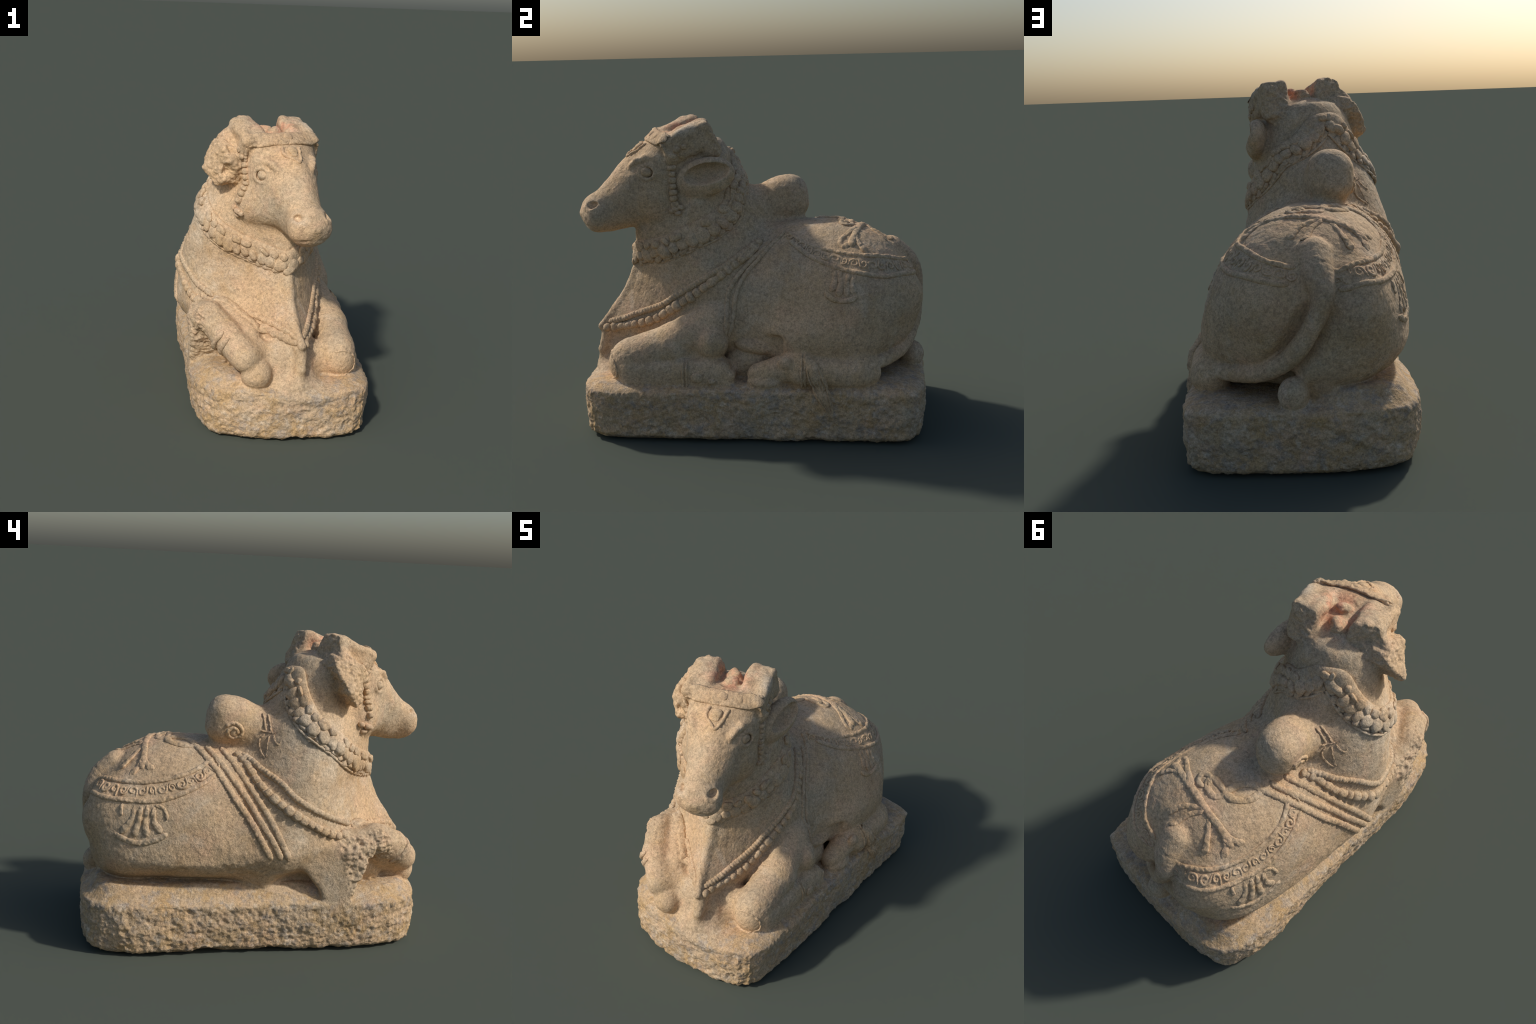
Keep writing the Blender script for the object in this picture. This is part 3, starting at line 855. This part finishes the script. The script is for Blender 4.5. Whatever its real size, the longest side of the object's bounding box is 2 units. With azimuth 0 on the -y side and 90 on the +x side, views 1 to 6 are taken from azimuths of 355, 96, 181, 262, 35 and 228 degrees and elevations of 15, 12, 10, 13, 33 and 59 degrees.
BEAD_R2 = [(-0.335, -0.530, 0.665), (-0.248, -0.614, 0.647), (-0.132, -0.726, 0.621), (0.008, -0.832, 0.588), (0.107, -0.905, 0.560)]
ROPE_L = [(0.120, 0.060, 1.085), (0.157, 0.006, 1.043), (0.214, -0.099, 0.971), (0.243, -0.193, 0.908), (0.252, -0.318, 0.835), (0.240, -0.434, 0.765), (0.232, -0.522, 0.710), (0.215, -0.665, 0.660), (0.190, -0.775, 0.617), (0.150, -0.870, 0.585)]
BEAD_L = [(0.140, 0.040, 1.050), (0.197, -0.018, 0.996), (0.240, -0.124, 0.922), (0.263, -0.233, 0.840), (0.265, -0.346, 0.765), (0.255, -0.463, 0.690), (0.245, -0.575, 0.625), (0.220, -0.700, 0.590), (0.185, -0.800, 0.565), (0.150, -0.880, 0.545)]
big = [lump_mesh("bead", 0.028, 0.026, 0.026, k, 2.7, wear=0.14) for k in (61, 62, 63, 64)]
for rp, bd, rp2, bd2 in ((ROPE_R, BEAD_R, ROPE_R2, BEAD_R2), (ROPE_L, BEAD_L, None, None)):
    gar = moulding("garland", rp, 0.019, 0.034, beaded=0.020, taper=True, seed=21)
    moulding("string", bd, 0.022, 0.026, parent=gar, seed=22)
    row("bead", big, bd, 0.050, gar, lift=0.000, jitter=0.12, scale=(0.75, 0.95, 1.05, 1.0, 0.8))
    if rp2:
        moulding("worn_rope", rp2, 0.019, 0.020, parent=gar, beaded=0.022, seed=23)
        moulding("worn_string", bd2, 0.028, 0.026, parent=gar, beaded=0.05, seed=24)

# --- girth ropes
GIRTH = [[(-0.215, 0.375, 1.130), (-0.271, 0.343, 1.114), (-0.405, 0.245, 1.014), (-0.480, 0.157, 0.891), (-0.520, 0.067, 0.772), (-0.544, 0.000, 0.660), (-0.546, -0.050, 0.575)],
         [(-0.230, 0.300, 1.125), (-0.287, 0.278, 1.106), (-0.411, 0.181, 1.004), (-0.480, 0.093, 0.892), (-0.526, 0.016, 0.774), (-0.548, -0.050, 0.675), (-0.548, -0.105, 0.570)],
         [(-0.245, 0.225, 1.120), (-0.290, 0.200, 1.102), (-0.408, 0.116, 1.004), (-0.481, 0.043, 0.906), (-0.531, -0.034, 0.789), (-0.549, -0.088, 0.690), (-0.546, -0.150, 0.565)]]
for k, pts in enumerate(GIRTH):
    moulding("girth_rope", pts, 0.019, 0.024, beaded=0.014, seed=25 + k)
for k, pts in enumerate(([(0.080, 0.180, 1.115), (0.126, 0.155, 1.085), (0.215, 0.052, 0.985), (0.260, -0.027, 0.899), (0.297, -0.080, 0.797), (0.345, -0.096, 0.674), (0.380, -0.118, 0.565)],
                         [(0.130, 0.110, 1.070), (0.181, 0.067, 1.027), (0.236, -0.025, 0.942), (0.287, -0.115, 0.822), (0.345, -0.135, 0.704), (0.385, -0.150, 0.575)])):
    moulding("girth_rope", pts, 0.014, 0.020, seed=28 + k)

# --- border of the saddle cloth: two mouldings with scrolls between
UPPER_R = [(-0.150, 0.888, 0.905), (-0.222, 0.856, 0.917), (-0.323, 0.776, 0.935), (-0.401, 0.626, 0.958), (-0.417, 0.462, 0.993), (-0.386, 0.347, 1.034), (-0.330, 0.270, 1.075)]
LOWER_R = [(-0.170, 0.910, 0.835), (-0.304, 0.857, 0.835), (-0.395, 0.765, 0.850), (-0.466, 0.585, 0.866), (-0.472, 0.461, 0.903), (-0.448, 0.335, 0.958), (-0.410, 0.252, 1.009)]
UPPER_L = [(0.010, 0.888, 0.935), (0.136, 0.842, 0.957), (0.235, 0.727, 0.996), (0.277, 0.600, 1.012), (0.248, 0.432, 1.040), (0.196, 0.309, 1.064), (0.098, 0.202, 1.107)]
LOWER_L = [(0.040, 0.920, 0.868), (0.138, 0.899, 0.871), (0.234, 0.849, 0.894), (0.324, 0.748, 0.907), (0.353, 0.617, 0.928), (0.320, 0.447, 0.967), (0.262, 0.326, 1.009), (0.165, 0.213, 1.071)]

def scroll_mesh(name, seed, turns=1.35, r=0.026, th=0.0075):
    a = np.linspace(0, turns * 2 * np.pi, 40)
    rr = r * (1 - 0.72 * a / a[-1])
    c = np.column_stack([rr * np.cos(a), rr * np.sin(a), 0 * a])
    lead = np.column_stack([np.linspace(r + 0.004, r, 8), np.linspace(-0.03, -0.002, 8), np.zeros(8)])
    c = np.vstack([lead, c])
    t = np.gradient(c, axis=0); t /= np.linalg.norm(t, axis=1)[:, None]
    n = np.tile(vec(0, 0, 1), (len(c), 1))
    e = 0.35 + 0.65 * np.minimum(1, np.minimum(np.arange(len(c)), np.arange(len(c))[::-1]) / 4)
    Vv, Ff = sweep(c, n, t, th * e, 0.013 * e, sides=8, wear=0.0015, seed=seed)
    me = mesh_from(name, Vv, Ff)
    me.materials.append(stone)
    return me

scrolls = [scroll_mesh("scroll", 71), scroll_mesh("scroll", 72, 1.1, 0.024)]
for up, lo in ((UPPER_R, LOWER_R), (UPPER_L, LOWER_L)):
    border = moulding("saddle_cloth_border", up, 0.014, 0.017, seed=33)
    moulding("edge", lo, 0.015, 0.020, parent=border, seed=34)
    u, l = resample(up, 0.05), resample(lo, 0.05)
    k = np.linspace(0, 1, 9)
    mid = [tuple(0.5 * (u[int(round(t * (len(u) - 1)))] + l[int(round(t * (len(l) - 1)))])) for t in k]
    row("scroll", scrolls, mid, 0.054, border, lift=-0.001, alternate=True, jitter=0.15)

# --- straps over the croup, knotted cords, tassels
moulding("strap", [(0.240, 0.560, 1.050), (0.150, 0.580, 1.095), (0.024, 0.609, 1.123), (-0.131, 0.638, 1.111), (-0.232, 0.645, 1.081), (-0.335, 0.655, 1.015)], 0.022, 0.022, ends=(1.2, 0.9, 0.9, 1.0, 0.9, 0.9, 1.2), seed=81)
for pts in ([(-0.245, 0.645, 1.075), (-0.310, 0.630, 1.035), (-0.350, 0.590, 1.005)], [(-0.245, 0.645, 1.075), (-0.310, 0.680, 1.025), (-0.335, 0.725, 0.985)],
            [(0.130, 0.585, 1.100), (0.200, 0.570, 1.072), (0.240, 0.510, 1.050)], [(0.130, 0.585, 1.100), (0.205, 0.605, 1.065), (0.255, 0.650, 1.025)],
            [(-0.121, 0.638, 1.112), (-0.024, 0.690, 1.093), (0.037, 0.769, 1.042)], [(-0.158, 0.654, 1.098), (-0.215, 0.718, 1.045), (-0.250, 0.775, 0.990)],
            [(0.250, 0.540, 1.043), (0.205, 0.500, 1.075), (0.123, 0.551, 1.111), (0.020, 0.608, 1.125)],
            [(-0.120, 0.640, 1.105), (-0.06, 0.72, 1.07), (-0.04, 0.80, 1.01)]):
    moulding("strap", pts, 0.015, 0.013, ends=(1.2, 0.9, 1.1, 1.6), seed=83)
knots = None
a0, a1 = vec(-0.03, 0.565, 1.135), vec(-0.265, 0.375, 1.12)
across = np.cross(vec(0, 0, 1), a1 - a0); across /= np.linalg.norm(across)
for ph, per, amp in ((0.3, 2.3, 0.050), (math.pi * 0.85, 2.3, 0.046)):
    pts = []
    for t in np.linspace(0, 1, 17):
        pts.append(tuple(a0 + (a1 - a0) * t + across * (amp * math.sin(t * per * math.pi + ph + 0.6 * math.sin(5 * t)))))
    ob = moulding("cord" if knots else "knotted_cord", pts, 0.019, 0.018, parent=knots or root, ends=(0.8, 1.1, 0.9, 1.2, 0.9, 1.1, 0.7), seed=85)
    knots = knots or ob
moulding("cord", [tuple(a0), tuple(a0 + vec(0.05, 0.0, 0)), tuple(a0 + vec(0.06, -0.05, 0)), tuple(a0 + vec(0.01, -0.06, 0)), tuple(a0 + vec(-0.01, -0.02, 0))], 0.015, 0.016, parent=knots, seed=86)

def tassel(top, tips, foot):
    """cloth tassel: folds fanning out from a band to a curved hem"""
    ob = moulding("tassel", foot, 0.016, 0.018, seed=91)
    for a, b in zip(top, tips):
        a, b = np.array(a), np.array(b)
        m = a * 0.5 + b * 0.5
        c = np.array(top).mean(0) * 0.35 + np.array(tips).mean(0) * 0.65
        m = m + (c - m) * 0.25
        moulding("fold", [tuple(a), tuple(m), tuple(b)], 0.018, 0.015, parent=ob, ends=(0.7, 0.8, 1.4), seed=92)
    return ob

tassel([(-0.445, 0.690, 0.835), (-0.457, 0.655, 0.842), (-0.465, 0.620, 0.844), (-0.472, 0.585, 0.844)],
       [(-0.442, 0.755, 0.680), (-0.482, 0.690, 0.670), (-0.498, 0.625, 0.675), (-0.512, 0.545, 0.700)],
       [(-0.428, 0.785, 0.675), (-0.470, 0.715, 0.645), (-0.497, 0.650, 0.640), (-0.512, 0.570, 0.665), (-0.516, 0.510, 0.700)])
for pts in ([(-0.40, 0.745, 0.830), (-0.415, 0.755, 0.800), (-0.425, 0.750, 0.77)], [(-0.475, 0.585, 0.844), (-0.487, 0.54, 0.835), (-0.495, 0.52, 0.80), (-0.50, 0.515, 0.77)]):
    moulding("ribbon", pts, 0.010, 0.014, seed=93)
tassel([(0.330, 0.465, 0.955), (0.340, 0.505, 0.950), (0.348, 0.555, 0.940), (0.356, 0.590, 0.930)],
       [(0.400, 0.455, 0.835), (0.425, 0.495, 0.815), (0.428, 0.540, 0.815), (0.422, 0.580, 0.825)],
       [(0.408, 0.420, 0.840), (0.428, 0.460, 0.803), (0.435, 0.514, 0.792), (0.432, 0.560, 0.797), (0.425, 0.600, 0.815)])

# --- curl on the hump, incised figure beside it
cu = vec(-0.297, 0.158, 1.212)
pts = []
for t in np.linspace(0, 1, 22):
    r = 0.060 - 0.044 * t
    th = math.radians(150 - 560 * t)
    pts.append((cu[0] - 0.02, cu[1] - r * math.cos(th), cu[2] + r * math.sin(th)))
moulding("curl", pts, 0.012, 0.022, step=0.004, seed=95)
p, n = drop(cu); place("boss", flat, p, n, vec(0, 0, 1), 0.9)
for pts in ([(-0.256, -0.005, 1.330), (-0.30, -0.010, 1.275), (-0.330, -0.012, 1.235)], [(-0.262, -0.030, 1.330), (-0.31, -0.038, 1.27), (-0.340, -0.040, 1.232)], [(-0.325, 0.015, 1.24), (-0.336, -0.025, 1.235), (-0.345, -0.065, 1.225)],
            [(-0.335, 0.000, 1.222), (-0.331, 0.030, 1.175), (-0.360, 0.020, 1.130), (-0.395, -0.004, 1.098)], [(-0.345, -0.025, 1.222), (-0.372, -0.010, 1.165), (-0.398, -0.010, 1.105)],
            [(-0.350, -0.050, 1.222), (-0.375, -0.065, 1.18), (-0.388, -0.082, 1.17), (-0.380, -0.095, 1.185)]):
    moulding("engraved_line", pts, 0.006, 0.006, step=0.004, seed=96)

# --- anklets, hoof details, knee cap, tail tuft
def ring(c, r, y, a0, a1, n=9, slope=0.0):
    return [(c[0] + r * math.cos(math.radians(a)), y + slope * math.sin(math.radians(a)), c[1] + r * math.sin(math.radians(a))) for a in np.linspace(a0, a1, n)]

for y in (-0.365, -0.345):
    moulding("anklet", ring((0.43, 0.375), 0.09, y, 70, -70), 0.007, 0.014, seed=97)
for y in (0.295, 0.315):
    moulding("anklet", ring((0.44, 0.40), 0.10, y, 75, -65), 0.007, 0.014, seed=98)
p, n = drop((0.512, -0.288, 0.365)); place("boss", flat, p, n, vec(0, 1, 0), 1.25)
p, n = drop((0.505, -0.205, 0.345)); place("boss", flat, p, n, vec(0, 1, 0), 0.8)
for k, t in enumerate((0.52, 0.66)):
    a, b = vec(-0.37, -0.66, 0.645), vec(-0.17, -0.885, 0.475)
    c = a + (b - a) * t
    ax = (b - a) / np.linalg.norm(b - a)
    e1 = vec(-0.45, -0.80, -0.1); e1 = e1 - ax * (e1 @ ax); e1 /= np.linalg.norm(e1); e2 = np.cross(ax, e1)
    pts = [tuple(c + 0.095 * (math.cos(w) * e1 + math.sin(w) * e2)) for w in np.radians(np.linspace(-40, 70, 9))]
    moulding("anklet", pts, 0.017, 0.024, seed=99 + k)
moulding("kneecap", [(0.345, -0.79, 0.470), (0.42, -0.80, 0.485), (0.475, -0.76, 0.43), (0.475, -0.75, 0.36), (0.41, -0.79, 0.325)], 0.007, 0.010, seed=100)
moulding("tail_tuft", [(0.490, 0.320, 0.490), (0.520, 0.350, 0.440), (0.540, 0.371, 0.391), (0.545, 0.409, 0.294), (0.555, 0.440, 0.215), (0.560, 0.470, 0.140)], 0.045, 0.050, ends=(0.55, 0.9, 1.0, 0.95, 0.6, 0.1), taper=False, seed=101, mat=stone)
for k in range(5):
    o = (k - 2) * 0.014
    moulding("hair_lock", [(0.515, 0.352 + o, 0.44), (0.545, 0.372 + o * 1.3, 0.385), (0.55, 0.410 + o * 1.1, 0.29), (0.558, 0.452 + o * 0.3, 0.18)], 0.006, 0.050, seed=102 + k, ends=(0.6, 1.2, 1.0, 0.4))
